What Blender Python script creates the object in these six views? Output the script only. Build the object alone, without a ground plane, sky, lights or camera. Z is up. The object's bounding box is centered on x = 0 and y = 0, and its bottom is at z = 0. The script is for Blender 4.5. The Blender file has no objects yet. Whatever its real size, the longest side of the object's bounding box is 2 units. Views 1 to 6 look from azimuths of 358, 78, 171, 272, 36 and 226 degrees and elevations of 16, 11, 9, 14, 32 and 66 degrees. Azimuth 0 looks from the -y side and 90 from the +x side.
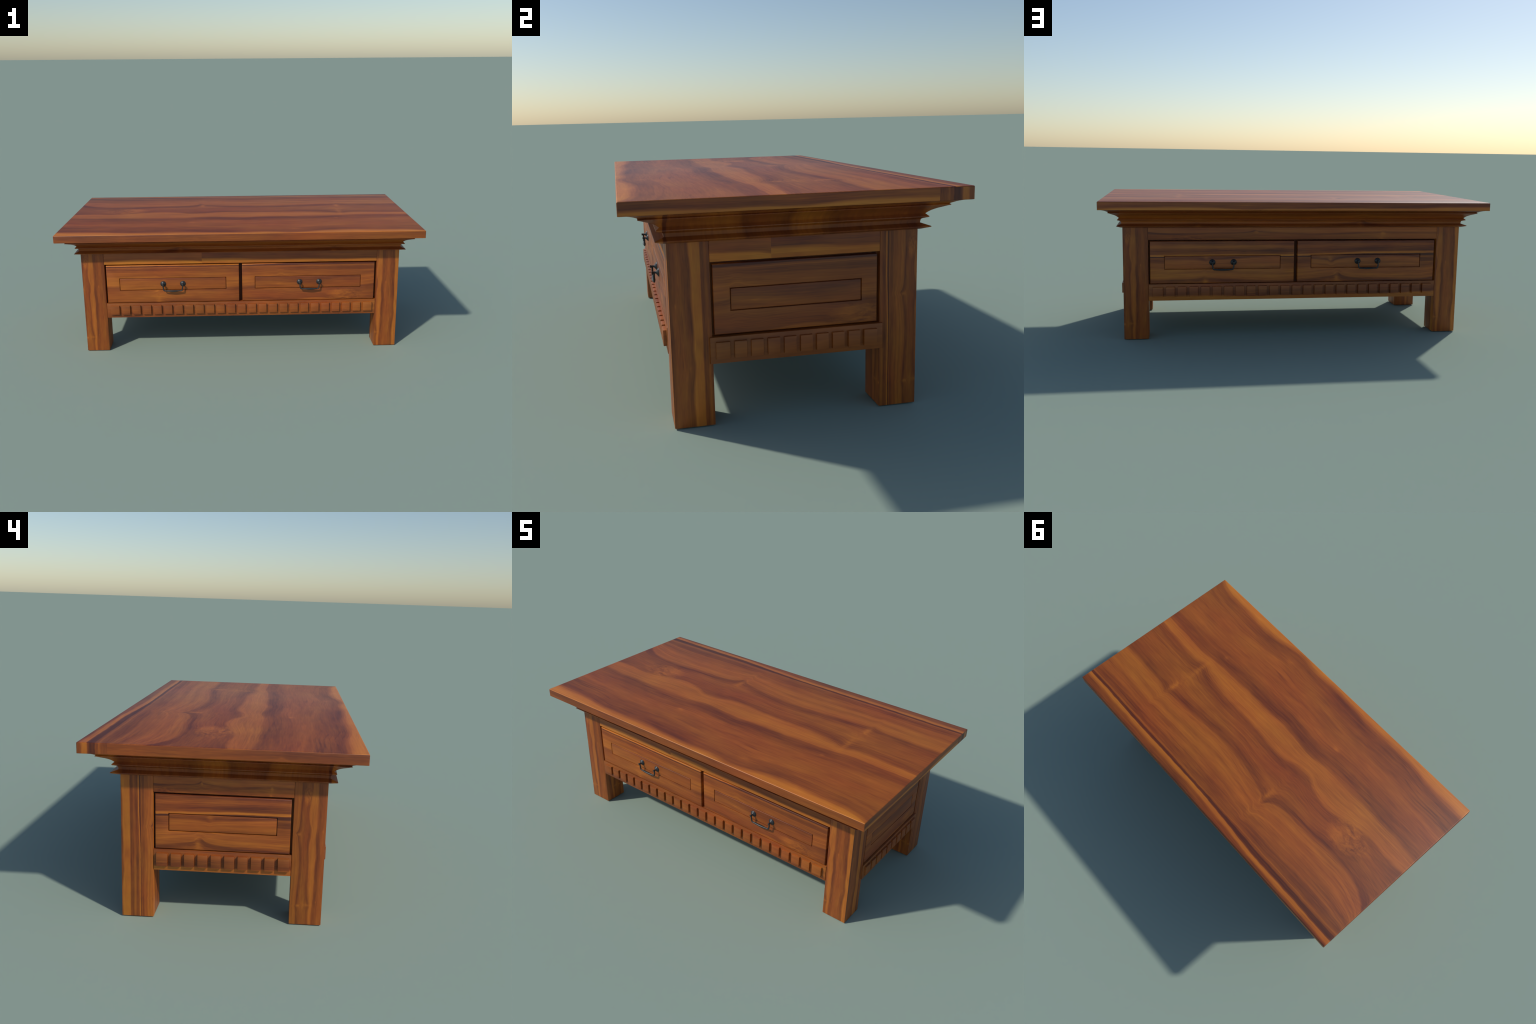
"""Carved hardwood coffee table: overhanging slab top, stepped cornice moulding,
four square posts, drawers with inlaid panels on the long sides, fixed panels on
the short sides, dentil aprons, and forged iron bail pulls."""
import bpy, bmesh, math
from mathutils import Vector

# ------------------------------------------------------------------ sizes (m)
TOP_X, TOP_Y = 1.000, 0.5255            # half size of the slab
TOP_Z0, TOP_Z1 = 0.677, 0.7182
LEG_X, LEG_Y = 0.8915, 0.3932            # outer faces of the posts
LEG_W = 0.1245
LEG_TOP = 0.5785
IN_X, IN_Y = 0.7655, 0.2675
RAIL_Z = 0.5148                         # lower edge of the upper rail
APRON_Z0, APRON_Z1 = 0.2000, 0.2863
DRAWER_Z0, DRAWER_Z1 = 0.2890, 0.5078
PANEL_Z0, PANEL_Z1 = 0.3640, 0.4303
GROOVE = 0.0028                         # gap round the inlaid panels
KNOB_Z = 0.3977

# ------------------------------------------------------------------ node help
class Net:
    def __init__(self, tree):
        self.t = tree
    def new(self, kind, **props):
        n = self.t.nodes.new(kind)
        for k, v in props.items():
            setattr(n, k, v)
        return n
    def put(self, sock, v):
        if isinstance(v, bpy.types.NodeSocket):
            self.t.links.new(v, sock)
        elif v is not None:
            sock.default_value = v
    def math(self, op, a, b=None, c=None, clamp=False):
        n = self.new('ShaderNodeMath', operation=op, use_clamp=clamp)
        for s, v in zip(n.inputs, (a, b, c)):
            self.put(s, v)
        return n.outputs[0]
    def add(self, a, b): return self.math('ADD', a, b)
    def sub(self, a, b): return self.math('SUBTRACT', a, b)
    def mul(self, a, b): return self.math('MULTIPLY', a, b)
    def mad(self, a, b, c): return self.math('MULTIPLY_ADD', a, b, c)
    def ramp01(self, v, lo, hi, smooth=False):
        n = self.new('ShaderNodeMapRange', clamp=True,
                     interpolation_type='SMOOTHSTEP' if smooth else 'LINEAR')
        for name, s in (('Value', v), ('From Min', lo), ('From Max', hi),
                        ('To Min', 0.0), ('To Max', 1.0)):
            self.put(n.inputs[name], s)
        return n.outputs[0]
    def vec(self, x, y, z=0.0):
        n = self.new('ShaderNodeCombineXYZ')
        for s, v in zip(n.inputs, (x, y, z)):
            self.put(s, v)
        return n.outputs[0]
    def noise(self, vec, scale=1.0, detail=2.0, rough=0.5, dist=0.0):
        n = self.new('ShaderNodeTexNoise')
        self.put(n.inputs['Vector'], vec)
        n.inputs['Scale'].default_value = scale
        n.inputs['Detail'].default_value = detail
        n.inputs['Roughness'].default_value = rough
        n.inputs['Distortion'].default_value = dist
        return n.outputs['Fac']
    def curve(self, v, points, handle='AUTO'):
        n = self.new('ShaderNodeFloatCurve')
        c = n.mapping.curves[0]
        pts = sorted(points)
        while len(c.points) < len(pts):
            c.points.new(0.5, 0.5)
        for p, (x, y) in zip(c.points, pts):
            p.location = (x, y)
            p.handle_type = handle
        n.mapping.update()
        self.put(n.inputs['Value'], v)
        return n.outputs[0]
    def ramp(self, v, stops):
        n = self.new('ShaderNodeValToRGB')
        e = n.color_ramp.elements
        while len(e) < len(stops):
            e.new(0.5)
        for el, (p, col) in zip(e, stops):
            el.position = p
            el.color = (*col, 1.0)
        self.put(n.inputs[0], v)
        return n.outputs[0]

# ------------------------------------------------- the figure of the plank
# One board, 2.0 long (X) and 1.3 wide (Y, repeating): a pale sapwood edge, red
# heartwood, a wavy pale band, a dark band with knots, an amber field and a
# narrow streaked strip. Each wandering border is a curve along X.
PALE_EDGE = [(-1.0, -.455), (-.9, -.457), (-.76, -.461), (-.61, -.485), (-.45, -.490), (-.285, -.484),
             (-.14, -.494), (.015, -.503), (.13, -.496), (.27, -.511), (.35, -.502), (.47, -.477),
             (.62, -.470), (.77, -.479), (.92, -.489), (1.0, -.518)]
BAND_FRONT = [(-1.0, -.109), (-.885, -.123), (-.78, -.123), (-.64, -.133), (-.49, -.133), (-.34, -.131),
              (-.20, -.112), (-.06, -.126), (.049, -.130), (.156, -.122), (.305, -.122), (.456, -.122),
              (.576, -.111), (.67, -.095), (.836, -.100), (1.0, -.105)]
BAND_BACK = [(-1.0, -.020), (-.89, -.009), (-.81, -.018), (-.72, -.017), (-.603, .013), (-.494, .034),
             (-.379, .016), (-.298, -.023), (-.22, -.022), (-.135, .008), (-.015, .010), (.1, .001),
             (.2, .002), (.308, .003), (.427, -.006), (.54, -.026), (.606, -.052), (.664, -.036), (.8, -.035), (1.0, -.048)]
DARK_BACK = [(-1.0, .275), (-.96, .237), (-.82, .187), (-.687, .181), (-.515, .195), (-.339, .209), (-.272, .236),
             (-.241, .268), (-.215, .238), (-.16, .222), (-.047, .197), (.128, .172), (.302, .186), (.511, .212), (.595, .221),
             (.617, .234), (.64, .222), (.834, .210), (1.0, .208)]
STREAK = [(-1.0, .497), (-.57, .494), (-.375, .493), (-.176, .478), (-.06, .470), (.47, .470), (1.0, .466)]
# tone (0 dark heartwood .. 1 pale sapwood) across the board, in zone units 0..7
TONES = [(0, .84), (.5, .92), (.88, .86), (1.0, .58), (1.05, .38), (1.2, .44), (1.5, .51), (1.7, .47), (1.94, .39),
         (2.02, .52), (2.13, .63), (2.5, .69), (2.8, .67), (2.92, .62), (3.05, .45), (3.3, .44), (3.55, .47), (3.8, .43),
         (3.95, .39), (4.06, .59), (4.2, .64), (4.33, .55), (4.45, .63), (4.6, .47), (4.72, .50), (4.88, .36), (4.97, .38),
         (5.04, .60), (5.12, .46), (5.3, .40), (5.36, .12), (5.66, .08), (5.80, .30), (5.88, .80),
         (6.04, .80), (6.10, .42), (6.25, .30), (6.42, .42), (6.52, .54), (6.66, .36), (6.9, .30), (6.96, .5), (7.0, .82)]
# dark rims of the heartwood beside the pale bands, broken up along the board
RIMS = [(0, 0), (1.0, 0), (1.05, .20), (1.18, .15), (1.42, 0), (1.72, 0), (1.93, .22), (1.99, .18), (2.03, 0), (2.97, 0),
        (3.05, .24), (3.2, .15), (3.42, 0), (3.68, 0), (3.90, .26), (3.985, .22), (4.03, 0), (7, 0)]
PALETTE = [(0.00, (.085, .0165, .0065)), (0.20, (.160, .0310, .0070)), (0.42, (.290, .0670, .0095)),
           (0.62, (.420, .1080, .0130)), (0.82, (.540, .1580, .0160)), (1.00, (.660, .2150, .0220))]

def plank_group():
    g = bpy.data.node_groups.new('plank_figure', 'ShaderNodeTree')
    for name in ('Along', 'Across', 'Seed', 'Fine', 'Contrast'):
        g.interface.new_socket(name, in_out='INPUT', socket_type='NodeSocketFloat')
    g.interface.new_socket('Color', in_out='OUTPUT', socket_type='NodeSocketColor')
    g.interface.new_socket('Tone', in_out='OUTPUT', socket_type='NodeSocketFloat')
    n = Net(g)
    gi, go = n.new('NodeGroupInput'), n.new('NodeGroupOutput')
    x0, y0, seed, fine, contrast = (gi.outputs[k] for k in ('Along', 'Across', 'Seed', 'Fine', 'Contrast'))
    # repeat the board
    x = n.math('WRAP', x0, 1.0, -1.0)
    y = n.math('WRAP', y0, 0.775, -0.525)
    # small wander of the grain
    w1 = n.noise(n.vec(n.mul(x0, 4.0), n.mul(y0, 5.0), seed), 1.0, 3.0)
    y = n.mad(n.sub(w1, .5), .012, y)
    w2 = n.noise(n.vec(n.mul(x0, 16.0), n.mul(y0, 22.0), n.add(seed, 3.0)), 1.0, 2.0)
    y = n.mad(n.sub(w2, .5), .007, y)
    # burl: swirling grain round a knot
    bx = n.math('DIVIDE', n.add(x, .69), .165)
    by = n.math('DIVIDE', n.sub(y, .065), .095)
    rr = n.math('SQRT', n.add(n.mul(bx, bx), n.mul(by, by)))
    burl = n.sub(1.0, n.ramp01(rr, .15, 1.1, True))
    u = n.mad(x, .5, .5)
    def border(points):
        v = n.curve(u, [((px + 1) / 2, (py + .6) / 1.2) for px, py in points])
        return n.mad(v, 1.2, -.6)
    b1, b2, b3, b4, s = (border(p) for p in (PALE_EDGE, BAND_FRONT, BAND_BACK, DARK_BACK, STREAK))
    edges = [-.63, b1, b2, b3, b4, .44, s, .67]
    q = None
    for lo, hi in zip(edges, edges[1:]):
        part = n.ramp01(y, lo, hi)
        q = part if q is None else n.add(q, part)
    swirl = n.noise(n.vec(n.mul(x0, 17.0), n.mul(y0, 24.0), seed), 1.0, 2.0, .5, 1.6)
    q = n.mad(n.mul(n.sub(swirl, .5), burl), 1.1, q)
    tone = n.curve(n.math('DIVIDE', q, 7.0), [(a / 7, b) for a, b in TONES], 'VECTOR')
    # streaks that follow the borders
    rim = n.curve(n.math('DIVIDE', q, 7.0), [(a / 7, b) for a, b in RIMS], 'VECTOR')
    patchy = n.noise(n.vec(n.mul(x0, 3.2), n.mul(q, 1.1), n.add(seed, 31.0)), 1.0, 2.0)
    tone = n.sub(tone, n.mul(rim, n.mad(n.ramp01(patchy, .3, .7), .60, .05)))
    tone = n.mad(x, .085, tone)
    st1 = n.noise(n.vec(n.mul(x0, 1.3), n.mul(q, 5.0), n.add(seed, 7.0)), 1.0, 3.0, .55)
    st2 = n.noise(n.vec(n.mul(x0, 3.0), n.mul(q, 19.0), n.add(seed, 11.0)), 1.0, 3.0, .6)
    lines = n.noise(n.vec(n.mul(x0, 1.1), n.mul(q, 10.0), n.add(seed, 41.0)), 1.0, 2.0, .5, .3)
    lines = n.sub(1.0, n.ramp01(n.math('ABSOLUTE', n.sub(lines, .5)), 0.0, .035, True))
    where = n.ramp01(n.noise(n.vec(n.mul(x0, 2.6), n.mul(q, 2.0), n.add(seed, 47.0)), 1.0, 1.0), .46, .62, True)
    tone = n.mad(n.mul(lines, where), -.10, tone)
    cloud = n.noise(n.vec(n.mul(x0, 5.0), n.mul(y0, 9.0), n.add(seed, 17.0)), 1.0, 3.0, .5)
    pore = n.noise(n.vec(n.mul(x0, 9.0), n.mul(y0, 130.0), n.add(seed, 23.0)), 1.0, 2.0, .6)
    tone = n.mad(n.sub(st1, .5), .34, tone)
    tone = n.mad(n.sub(st2, .5), .36, tone)
    tone = n.mad(n.sub(cloud, .5), .26, tone)
    tone = n.mad(n.mul(n.sub(pore, .5), fine), .29, tone)
    # pale flecks of the knots
    swirl2 = n.noise(n.vec(n.mul(x0, 9.0), n.mul(y0, 20.0), n.add(seed, 5.0)), 1.0, 2.0, .45, 1.0)
    tone = n.mad(n.mul(n.mad(n.sub(swirl2, .46), 1.3, .08), burl), 1.0, tone)
    for kx, ky, rx, ry, amp in ((.602, -.005, .016, .055, .30), (.60, .09, .06, .05, .16), (.612, .175, .016, .05, .34), (-.234, .228, .014, .040, .42), (-.19, .19, .05, .03, .18),
                                (-.277, -.244, .02, .01, .22), (.29, -.428, .035, .012, .22), (.56, -.17, .012, .012, .2)):
        dx = n.math('DIVIDE', n.sub(x, kx), rx)
        dy = n.math('DIVIDE', n.sub(y, ky), ry)
        d2 = n.add(n.mul(dx, dx), n.mul(dy, dy))
        spot = n.math('EXPONENT', n.mul(d2, -1.0))
        tone = n.mad(n.mul(spot, n.mad(swirl, 1.6, -.1)), amp, tone)
    tone = n.mad(n.sub(tone, .46), contrast, .435)
    col = n.ramp(tone, PALETTE)
    # some of the heartwood leans to olive, some to red
    tint = n.noise(n.vec(n.mul(x0, 2.3), n.mul(y0, 6.0), n.add(seed, 61.0)), 1.0, 3.0)
    hs = n.new('ShaderNodeHueSaturation')
    n.put(hs.inputs['Hue'], n.mad(n.sub(tint, .5), .022, .501))
    n.put(hs.inputs['Color'], col)
    col = hs.outputs[0]
    g.links.new(col, go.inputs['Color'])
    g.links.new(tone, go.inputs['Tone'])
    return g

PLANK = plank_group()
WOODS = {}

def wood(name, along, across, seed=0.0, fine=1.0, gain=1.0, rough=.48, contrast=.95):
    """along / across = (axis, scale, offset): plank coordinate = scale * axis + offset."""
    if name in WOODS:
        return WOODS[name]
    m = bpy.data.materials.new(name)
    m.use_nodes = True
    t = m.node_tree
    t.nodes.clear()
    n = Net(t)
    out = n.new('ShaderNodeOutputMaterial')
    bsdf = n.new('ShaderNodeBsdfPrincipled')
    t.links.new(bsdf.outputs[0], out.inputs[0])
    co, info = n.new('ShaderNodeTexCoord'), n.new('ShaderNodeObjectInfo')
    va = n.new('ShaderNodeVectorMath', operation='ADD')
    t.links.new(co.outputs['Object'], va.inputs[0])
    t.links.new(info.outputs['Location'], va.inputs[1])
    sep = n.new('ShaderNodeSeparateXYZ')
    t.links.new(va.outputs[0], sep.inputs[0])
    grp = n.new('ShaderNodeGroup')
    grp.node_tree = PLANK
    for key, (axis, k, off) in (('Along', along), ('Across', across)):
        n.put(grp.inputs[key], n.mad(sep.outputs['XYZ'.index(axis)], k, off))
    grp.inputs['Seed'].default_value = seed
    grp.inputs['Fine'].default_value = fine
    grp.inputs['Contrast'].default_value = contrast
    col = grp.outputs['Color']
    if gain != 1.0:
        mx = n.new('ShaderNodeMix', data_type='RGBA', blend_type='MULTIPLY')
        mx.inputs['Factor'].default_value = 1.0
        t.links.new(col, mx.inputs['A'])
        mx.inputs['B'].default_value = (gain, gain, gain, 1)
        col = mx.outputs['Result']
    t.links.new(col, bsdf.inputs['Base Color'])
    rr = n.mad(grp.outputs['Tone'], -.06, rough + .03)
    t.links.new(rr, bsdf.inputs['Roughness'])
    bump = n.new('ShaderNodeBump')
    bump.inputs['Strength'].default_value = .05
    bump.inputs['Distance'].default_value = .002
    t.links.new(grp.outputs['Tone'], bump.inputs['Height'])
    t.links.new(bump.outputs[0], bsdf.inputs['Normal'])
    bsdf.inputs['Specular IOR Level'].default_value = .5
    WOODS[name] = m
    return m

def iron():
    m = bpy.data.materials.new('forged_iron')
    m.use_nodes = True
    t = m.node_tree
    n = Net(t)
    bsdf = next(k for k in t.nodes if k.type == 'BSDF_PRINCIPLED')
    co = n.new('ShaderNodeTexCoord')
    f = n.noise(co.outputs['Object'], 160.0, 3.0)
    t.links.new(n.ramp(f, [(.3, (.030, .032, .034)), (.7, (.048, .050, .053))]), bsdf.inputs['Base Color'])
    bsdf.inputs['Metallic'].default_value = .35
    bsdf.inputs['Roughness'].default_value = .42
    return m

IRON = iron()

# ------------------------------------------------------------------ mesh help
def finish(bm, name, mats, angle=32.0):
    bmesh.ops.recalc_face_normals(bm, faces=bm.faces)
    lim = math.radians(angle)
    for f in bm.faces:
        f.smooth = True
    for e in bm.edges:
        e.smooth = len(e.link_faces) == 2 and e.calc_face_angle(0.0) < lim
    me = bpy.data.meshes.new(name)
    bm.to_mesh(me)
    bm.free()
    for m in mats:
        me.materials.append(m)
    return me

def place(name, me, parent, loc=(0, 0, 0), rot=0.0):
    ob = bpy.data.objects.new(name, me)
    bpy.context.scene.collection.objects.link(ob)
    ob.parent = parent
    ob.location = loc
    ob.rotation_euler = (0, 0, rot)
    return ob

def box(bm, lo, hi):
    vs = [bm.verts.new((x, y, z)) for x in (lo[0], hi[0]) for y in (lo[1], hi[1]) for z in (lo[2], hi[2])]
    fs = []
    for q in ((0, 1, 3, 2), (4, 6, 7, 5), (0, 4, 5, 1), (2, 3, 7, 6), (0, 2, 6, 4), (1, 5, 7, 3)):
        fs.append(bm.faces.new([vs[i] for i in q]))
    return vs, fs

def bevel(bm, edges, width, seg=3):
    bmesh.ops.bevel(bm, geom=list(edges), offset=width, segments=seg, profile=.5, affect='EDGES', clamp_overlap=True)

def edges_where(bm, test):
    return [e for e in bm.edges if test((e.verts[0].co + e.verts[1].co) / 2, e.verts[1].co - e.verts[0].co)]

# faces of a side are described in (s, d, z): s runs along the side, d is the
# depth measured outwards from the post face; `side` turns that into x, y, z
SIDES = {'front': (Vector((1, 0, 0)), Vector((0, -1, 0)), LEG_Y),
         'back': (Vector((-1, 0, 0)), Vector((0, 1, 0)), LEG_Y),
         'right': (Vector((0, 1, 0)), Vector((1, 0, 0)), LEG_X),
         'left': (Vector((0, -1, 0)), Vector((-1, 0, 0)), LEG_X)}

def to_side(bm, side, verts=None):
    s, o, base = SIDES[side]
    for v in (verts or bm.verts):
        a, d, z = v.co
        v.co = s * a + o * (base + d) + Vector((0, 0, z))

# ------------------------------------------------------------------ the table
table = bpy.data.objects.new('coffee_table', None)
bpy.context.scene.collection.objects.link(table)
table['label'] = 'reddish hardwood coffee table with drawers, dentil aprons and iron pulls'
table['category'] = 'coffee table'

# --- woods -------------------------------------------------------------
W_TOP = wood('wood_top', ('X', 1, 0), ('Y', 1, 0))
W_EDGE_FRONT = wood('wood_edge_front', ('X', 1, 0), ('Z', 1.3, .430 - 1.3 * TOP_Z1), seed=14, gain=.88)
W_EDGE_BACK = wood('wood_edge_back', ('X', 1, 0), ('Z', 4.0, -.47 - 4.0 * .693), seed=2)
W_EDGE_RIGHT = wood('wood_edge_right', ('Y', 1.3, .3), ('Z', 4.0, -.47 - 4.0 * .694), seed=4)
W_EDGE_LEFT = wood('wood_edge_left', ('Y', 1.6, .1), ('Z', 1.3, .434 - 1.3 * TOP_Z1), seed=15, gain=.88)
W_STRIP = wood('wood_strip', ('Z', 2.0, 0), ('Y', 1, 0))

W_CORNICE_LONG = wood('wood_cornice_long', ('X', 1, .1), ('Z', 2.6, .30 - 2.6 * .63), seed=1, contrast=.75)
W_CORNICE_SHORT = wood('wood_cornice_short', ('Z', 3.0, .4), ('Y', -1.2, -.02), seed=3, contrast=.7, gain=.95)

FACE_F = wood('wood_drawer_front', ('X', -1.22, .03), ('Z', 2.16, .475 - 2.16 * .508))
FACE_R = wood('wood_panel_right', ('Y', -1.11, -.45), ('Z', 2.16, .475 - 2.16 * .508))
FACE_B = wood('wood_drawer_back', ('X', 1.22, .03), ('Z', 2.16, .635 - 2.16 * .508), contrast=1.2)
FACE_L = wood('wood_panel_left', ('Y', 1.22, -.35), ('Z', 2.16, .635 - 2.16 * .508), contrast=1.2)
INLAY_F = wood('wood_inlay_front', ('X', -1.3, 0), ('Z', 2.6, -.14 - 2.6 * .43), seed=9)
INLAY_R = wood('wood_inlay_right', ('Y', -1.3, -.45), ('Z', 2.6, -.14 - 2.6 * .43), seed=9)
INLAY_B = wood('wood_inlay_back', ('X', 1.3, 0), ('Z', -2.8, .16 + 2.8 * .43), seed=9)
INLAY_L = wood('wood_inlay_left', ('Y', 1.3, .55), ('Z', -2.8, .16 + 2.8 * .43), seed=9)
RAIL_F = wood('wood_rail_front', ('X', 1.2, 1.264), ('Z', 3.6, -.47 - 3.6 * .540), seed=6)
RAIL_R = wood('wood_rail_right', ('Y', 1.6, 1.128), ('Z', 3.6, -.47 - 3.6 * .544), seed=6)
RAIL_B = wood('wood_rail_back', ('X', -1.25, .03), ('Z', 5.2, .34 - 5.2 * LEG_TOP), seed=6)
RAIL_L = wood('wood_rail_left', ('Y', -3.2, .026), ('Z', 5.2, .34 - 5.2 * LEG_TOP), seed=6)
APRON_F = wood('wood_apron_front', ('X', 1.2, 0), ('Z', 1.0, -.30 - .245), seed=8, gain=.88)
APRON_R = wood('wood_apron_right', ('Y', 1.2, 0), ('Z', 1.0, -.30 - .245), seed=8, gain=.88)
APRON_B = wood('wood_apron_back', ('X', 1.2, 0), ('Z', 4.0, -.48 - 4.0 * .2245), seed=8, gain=.88)
APRON_L = wood('wood_apron_left', ('Y', 1.2, 0), ('Z', 4.0, -.48 - 4.0 * .2245), seed=8, gain=.88)
INNER = wood('wood_inner', ('X', 1, 0), ('Y', 1, .2), seed=12, rough=.7, gain=.4)  # gain darkens the wood to paint deep shadow into the shallow drawer gaps

# --- tabletop ------------------------------------------------------------
def tabletop():
    bm = bmesh.new()
    box(bm, (-TOP_X, -TOP_Y, TOP_Z0), (TOP_X, TOP_Y, TOP_Z1))
    bmesh.ops.bisect_plane(bm, geom=bm.verts[:] + bm.edges[:] + bm.faces[:], plane_co=(0, .412, 0), plane_no=(0, 1, 0))
    def outline(z):
        return edges_where(bm, lambda c, d: abs(c.z - z) < 1e-5 and (abs(abs(c.x) - TOP_X) < 1e-5 or abs(abs(c.y) - TOP_Y) < 1e-5))
    up = edges_where(bm, lambda c, d: abs(d.z) > .01 and abs(abs(c.y) - TOP_Y) < 1e-5)
    bevel(bm, set(outline(TOP_Z1)) | set(up), .0042, 3)
    bevel(bm, outline(TOP_Z0), .0012, 1)
    for f in bm.faces:
        c, nn = f.calc_center_median(), f.normal
        f.material_index = 0
        if c.z < TOP_Z1 - .003:
            if nn.y < -.7: f.material_index = 1
            elif nn.y > .7: f.material_index = 2
            elif nn.x > .7: f.material_index = 5 if c.y > .412 else 3
            elif nn.x < -.7: f.material_index = 5 if c.y > .412 else 4
    return finish(bm, 'tabletop', [W_TOP, W_EDGE_FRONT, W_EDGE_BACK, W_EDGE_RIGHT, W_EDGE_LEFT, W_STRIP])

place('tabletop', tabletop(), table)

# --- cornice: a moulding profile carried round the frame ------------------------
def cornice():
    # (outward from the post faces, height), from the posts up to the slab
    prof = [(-.012, LEG_TOP), (.0035, LEG_TOP), (.009, .5802), (.0165, .5832), (.0225, .5852), (.0262, .5868), (.0274, .5882), (.0266, .5896),
            (.0235, .5910), (.0040, .5982), (.0044, .6040), (.0054, .6092), (.0068, .6112), (.0100, .6132),
            (.0160, .6152), (.0208, .6168), (.0228, .6184), (.0226, .6204), (.0205, .6222), (.0142, .6284)]
    a, b = prof[-1], (.0640, .6578)
    cove = [(.12, .21), (.24, .38), (.385, .53), (.5, .635), (.66, .75), (.84, .89), (.96, .975)]
    prof += [(a[0] + (b[0] - a[0]) * s, a[1] + (b[1] - a[1]) * h) for s, h in cove]
    prof += [b, (.0650, .6590), (.0645, .6605), (.0612, .6622)]
    a, b = prof[-1], (.1068, .6766)
    cove = [(.08, .15), (.18, .31), (.3, .50), (.43, .66), (.57, .80), (.74, .93), (.88, .985), (1, 1)]
    prof += [(a[0] + (b[0] - a[0]) * s, a[1] + (b[1] - a[1]) * h) for s, h in cove]
    prof += [(.05, .6766)]
    bm = bmesh.new()
    rings = []
    for o, z in prof:
        x, y = LEG_X + o, LEG_Y + o * 1.205
        rings.append([bm.verts.new(p) for p in ((-x, -y, z), (x, -y, z), (x, y, z), (-x, y, z))])
    for r0, r1 in zip(rings, rings[1:]):
        for i in range(4):
            f = bm.faces.new((r0[i], r0[(i + 1) % 4], r1[(i + 1) % 4], r1[i]))
            f.material_index = i % 2
    for r, rev in ((rings[0], True), (rings[-1], False)):
        bm.faces.new(list(reversed(r)) if rev else r).material_index = 0
    return finish(bm, 'cornice', [W_CORNICE_LONG, W_CORNICE_SHORT], 23)

place('cornice', cornice(), table)

# --- posts -----------------------------------------------------------------------
# the four posts are cut from the same board, each face from another part of it:
# (offset of the board across the face) measured at the left edge as one looks at it
POST_K = 2.89
def post(sx, sy, long_off, short_off, long_k=5.0, short_k=5.0, seed=0.0):
    tag = {(-1, -1): 'a', (1, -1): 'b', (1, 1): 'c', (-1, 1): 'd'}[(sx, sy)]
    along = ('Z', -POST_K, .842)
    # looking at the long (front/back) face, the left edge is at x = lx
    lx = (-LEG_X if sx < 0 else IN_X) if sy < 0 else (LEG_X if sx > 0 else -IN_X)
    k = -long_k if sy < 0 else long_k
    w_long = wood('wood_post_long_' + tag, along, ('X', k, long_off - k * lx), seed)
    ly = (-LEG_Y if sy < 0 else IN_Y) if sx > 0 else (LEG_Y if sy > 0 else -IN_Y)
    k = -short_k if sx > 0 else short_k
    w_short = wood('wood_post_short_' + tag, along, ('Y', k, short_off - k * ly), seed)
    bm = bmesh.new()
    x0, x1 = sorted((sx * IN_X, sx * LEG_X))
    y0, y1 = sorted((sy * IN_Y, sy * LEG_Y))
    box(bm, (x0, y0, 0), (x1, y1, LEG_TOP + .004))
    bevel(bm, edges_where(bm, lambda c, d: abs(d.z) > .1 or c.z < .01), .0025, 2)
    for f in bm.faces:
        f.material_index = 1 if abs(f.normal.x) > .72 else 0
    return finish(bm, 'leg', [w_long, w_short])

place('leg', post(-1, -1, .19, .33), table)
place('leg', post(1, -1, .045, -.15), table)
place('leg', post(1, 1, .19, .61), table)
place('leg', post(-1, 1, .045, .84), table)

# --- inner carcass, closes the openings ---------------------------------------------
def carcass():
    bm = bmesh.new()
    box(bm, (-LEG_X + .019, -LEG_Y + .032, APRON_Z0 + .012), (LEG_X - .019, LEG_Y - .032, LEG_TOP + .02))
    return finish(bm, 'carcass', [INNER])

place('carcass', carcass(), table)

# --- rails, aprons and dentils ---------------------------------------------------------
def board(name, side, s0, s1, d0, d1, z0, z1, mat, bev=.0018):
    bm = bmesh.new()
    box(bm, (s0, d0, z0), (s1, d1, z1))
    bevel(bm, edges_where(bm, lambda c, d: abs(c.y - d1) < 1e-6), bev, 2)
    to_side(bm, side)
    return finish(bm, name, [mat])

def dentil_mesh(side, width, height, depth, mat):
    bm = bmesh.new()
    box(bm, (-width / 2, -.004, -height / 2), (width / 2, depth, height / 2))
    bevel(bm, edges_where(bm, lambda c, d: abs(c.y - depth) < 1e-6), .0017, 2)
    bevel(bm, [e for e in bm.edges if abs(e.verts[0].co.y - e.verts[1].co.y) > .005], .0007, 1)
    s, o, base = SIDES[side]
    for v in bm.verts:
        a, d, z = v.co
        v.co = s * a + o * d + Vector((0, 0, z))
    return finish(bm, 'dentil', [mat])

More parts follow.
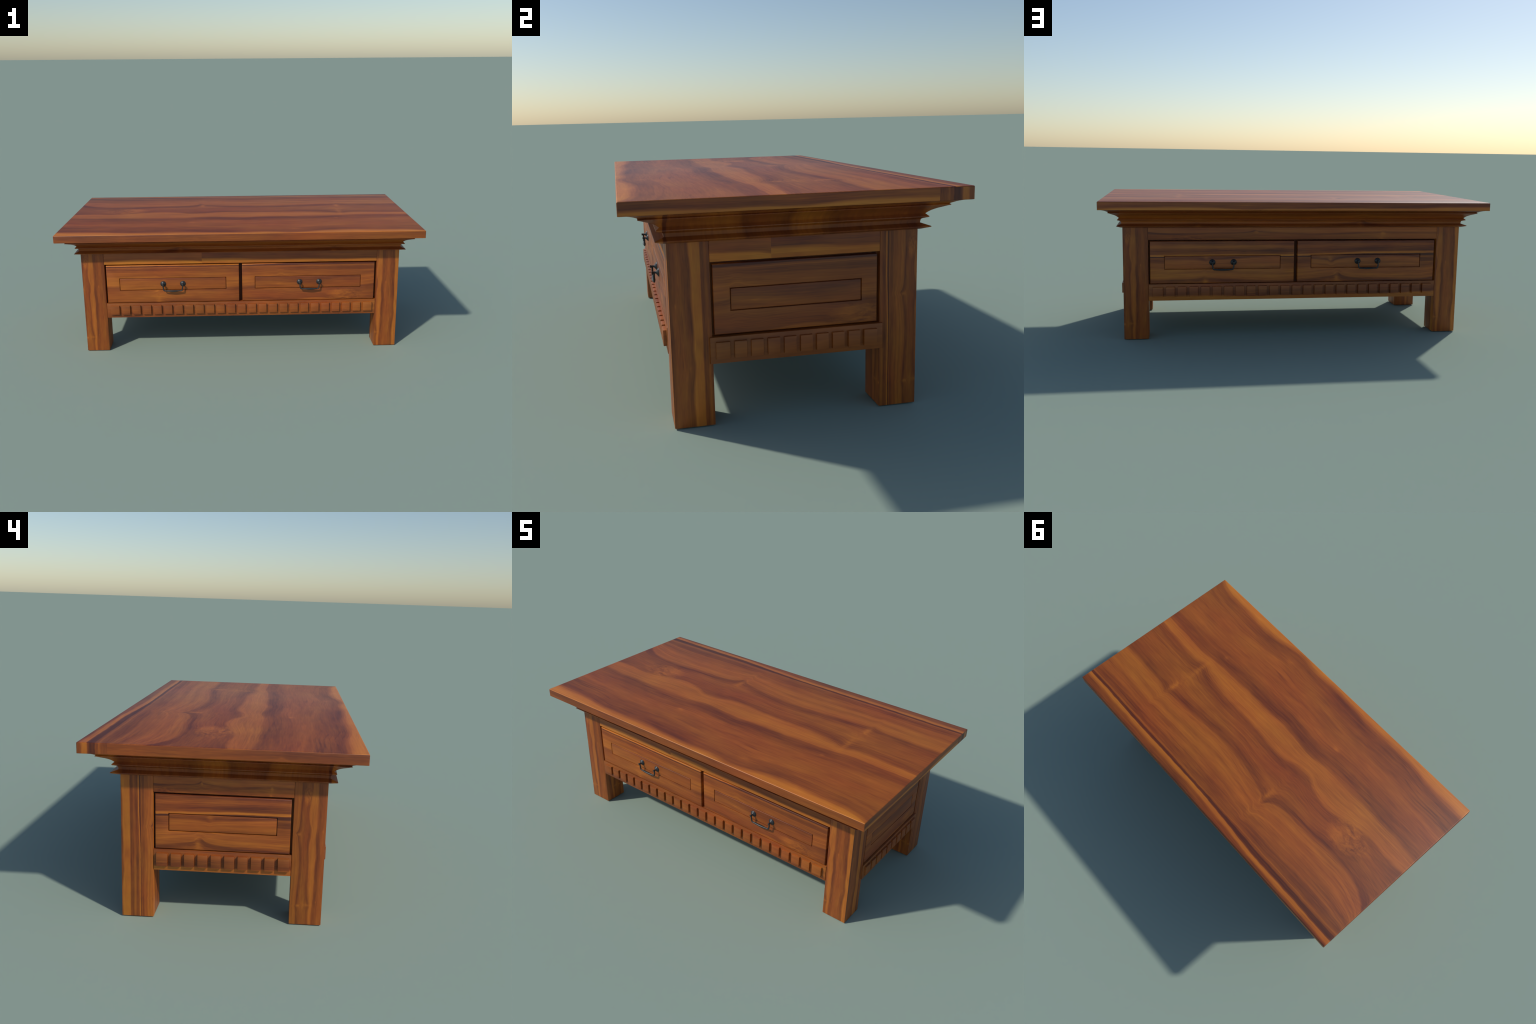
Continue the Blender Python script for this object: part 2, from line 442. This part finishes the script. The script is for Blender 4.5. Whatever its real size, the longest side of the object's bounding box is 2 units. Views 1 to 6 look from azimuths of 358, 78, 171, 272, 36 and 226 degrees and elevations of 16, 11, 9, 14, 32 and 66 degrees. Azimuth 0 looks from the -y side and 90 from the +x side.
for side, half, mat_r, mat_a, count, proud in (('front', IN_X, RAIL_F, APRON_F, 25, 0.0020), ('back', IN_X, RAIL_B, APRON_B, 25, 0.0004),
                                               ('right', IN_Y, RAIL_R, APRON_R, 10, .0068), ('left', IN_Y, RAIL_L, APRON_L, 10, 0.0004)):
    place('rail', board('rail', side, -half, half, -.030, 0.0, RAIL_Z, LEG_TOP + .003, mat_r), table)
    wide = .0085 if proud > .004 else -.0008
    ap = place('apron', board('apron', side, -half - wide, half + wide, -.034, proud, APRON_Z0, APRON_Z1 - (proud if proud > .004 else 0) * .4, mat_a, .0020), table)
    # dentils: the first and the last are a little wider than the others
    long_side = count == 25
    w, w_end = (.0448, .0512) if long_side else (.0388, .0440)
    first, last = (-.7445, .7445) if long_side else (-.2595, .2555)
    if side in ('back', 'left'):
        first, last = -last, -first
    gap = (last - first - 2 * w_end - (count - 2) * w) / (count - 1)
    depth = {'front': .0112, 'back': .0122, 'right': .0092, 'left': .0115}[side]
    mid, end = (dentil_mesh(side, ww, .0525, depth, mat_a) for ww in (w, w_end))
    s, o, base = SIDES[side]
    pos = first
    for i in range(count):
        is_end = i in (0, count - 1)
        ww = w_end if is_end else w
        c = s * (pos + ww / 2) + o * (base + proud) + Vector((0, 0, .2430 if proud > .004 else .2465))
        place('dentil', end if is_end else mid, ap, c)
        pos += ww + gap

# --- drawers and fixed side panels, with their inlaid panels ------------------------------
def drawer_face(name, side, s0, s1, p0, p1, mat):
    """A board with a shallow rectangular recess that takes the inlaid panel."""
    bm = bmesh.new()
    back, floor = -.034, -.0085
    def ring(a0, a1, z0, z1, d):
        return [bm.verts.new((a, d, z)) for a, z in ((a0, z0), (a1, z0), (a1, z1), (a0, z1))]
    g = GROOVE
    ob, of = ring(s0, s1, DRAWER_Z0, DRAWER_Z1, back), ring(s0, s1, DRAWER_Z0, DRAWER_Z1, 0)
    hf, hb = ring(p0 - g, p1 + g, PANEL_Z0 - g, PANEL_Z1 + g, 0), ring(p0 - g, p1 + g, PANEL_Z0 - g, PANEL_Z1 + g, floor)
    for r0, r1 in ((ob, of), (of, hf), (hf, hb)):
        for i in range(4):
            bm.faces.new((r0[i], r0[(i + 1) % 4], r1[(i + 1) % 4], r1[i]))
    bm.faces.new(ob)
    bm.faces.new(hb)
    outer, inner = set(of), set(hf)
    bevel(bm, [e for e in bm.edges if set(e.verts) <= outer], .0040, 3)
    inner = {v for v in inner if v.is_valid}
    bevel(bm, [e for e in bm.edges if set(e.verts) <= inner], .0016, 2)
    to_side(bm, side)
    return finish(bm, name, [mat])

def inlay(side, p0, p1, mat):
    bm = bmesh.new()
    box(bm, (p0, -.0095, PANEL_Z0), (p1, -.0003, PANEL_Z1))
    bevel(bm, [e for e in bm.edges if abs(e.verts[0].co.y - e.verts[1].co.y) > .005], .0025, 2)
    bevel(bm, edges_where(bm, lambda c, d: abs(c.y + .0003) < 1e-6), .0022, 3)
    to_side(bm, side)
    return finish(bm, 'inlaid_panel', [mat])

# --- iron pulls: two rosettes with stems and a drop bail ------------------------------------
def rosette_mesh():
    prof = [(.0, -.001), (.0162, -.001), (.0163, .0012), (.0150, .0030), (.0118, .0058), (.0080, .0085), (.0050, .0108), (.0042, .0122),
            (.0040, .0205), (.0043, .0225), (.0052, .0245), (.0053, .0262), (.0036, .0272), (0, .0275)]
    bm = bmesh.new()
    n = 28
    rings = []
    for r, d in prof:
        if r == 0:
            rings.append([bm.verts.new((0, -d, 0))])
        else:
            rings.append([bm.verts.new((r * math.cos(2 * math.pi * i / n), -d, r * math.sin(2 * math.pi * i / n))) for i in range(n)])
    for a, b in zip(rings, rings[1:]):
        for i in range(n):
            j = (i + 1) % n
            if len(a) == 1: bm.faces.new((a[0], b[i], b[j]))
            elif len(b) == 1: bm.faces.new((a[i], a[j], b[0]))
            else: bm.faces.new((a[i], a[j], b[j], b[i]))
    return finish(bm, 'handle_rosette', [IRON], 50)

def bail_mesh():
    """Tapered bar swept along the bail: arm, rounded bend, swelling grip."""
    path = []
    half, drop = .0552, .0360
    path += [(-half, .0, .0038), (-half + .0004, -.008, .0035), (-half + .0012, -.018, .0035), (-half + .0026, -.0265, .0038)]
    for k in range(1, 6):
        a = math.pi / 2 * k / 6
        path.append((-half + .0034 + .0075 * (1 - math.cos(a)), -.0285 - .0075 * math.sin(a), .0038))
    m = 9
    for k in range(m + 1):
        s = k / m
        x = -half + .0115 + (half - .0115) * s
        path.append((x, -drop - .0010 * math.sin(math.pi / 2 * s), .0038 + .0015 * math.sin(math.pi / 2 * s) ** 1.5))
    path += [(-x, z, r) for x, z, r in reversed(path[:-1])]
    pts = [Vector((x, 0, z)) for x, z, r in path]
    bm = bmesh.new()
    n = 12
    rings = []
    for i, (p, (x, z, r)) in enumerate(zip(pts, path)):
        t = (pts[min(i + 1, len(pts) - 1)] - pts[max(i - 1, 0)]).normalized()
        up = Vector((0, 1, 0)).cross(t)
        wide = r + max(0, r - .0038) * 1.2
        rings.append([bm.verts.new(p + Vector((0, -1, 0)) * (wide * math.cos(2 * math.pi * k / n)) + up * (r * math.sin(2 * math.pi * k / n))) for k in range(n)])
    for a, b in zip(rings, rings[1:]):
        for k in range(n):
            bm.faces.new((a[k], a[(k + 1) % n], b[(k + 1) % n], b[k]))
    bm.faces.new(rings[0])
    bm.faces.new(rings[-1])
    return finish(bm, 'handle_bail', [IRON], 60)

ROSETTE, BAIL = rosette_mesh(), bail_mesh()
for side, face_mat, inlay_mat in (('front', FACE_F, INLAY_F), ('back', FACE_B, INLAY_B)):
    s, o, base = SIDES[side]
    turn = 0.0 if side == 'front' else math.pi
    for s0, s1, p0, p1, grip in ((-.7568, -.0128, -.6832, -.0880, -.3858), (.0048, .7550, .0790, .6755, .3855)):
        dr = place('drawer', drawer_face('drawer', side, s0, s1, p0, p1, face_mat), table)
        place('inlaid_panel', inlay(side, p0, p1, inlay_mat), dr)
        for k in (-1, 1):
            place('handle_rosette', ROSETTE, dr, s * (grip + k * .0552) + o * (base - .0006) + Vector((0, 0, KNOB_Z)), turn)
        place('handle_bail', BAIL, dr, s * grip + o * (base + .0180) + Vector((0, 0, KNOB_Z)), turn)
for side, face_mat, inlay_mat in (('right', FACE_R, INLAY_R), ('left', FACE_L, INLAY_L)):
    dr = place('side_panel', drawer_face('side_panel', side, -.2605, .2590, -.2068, .2052, face_mat), table)
    place('inlaid_panel', inlay(side, -.2068, .2052, inlay_mat), dr)
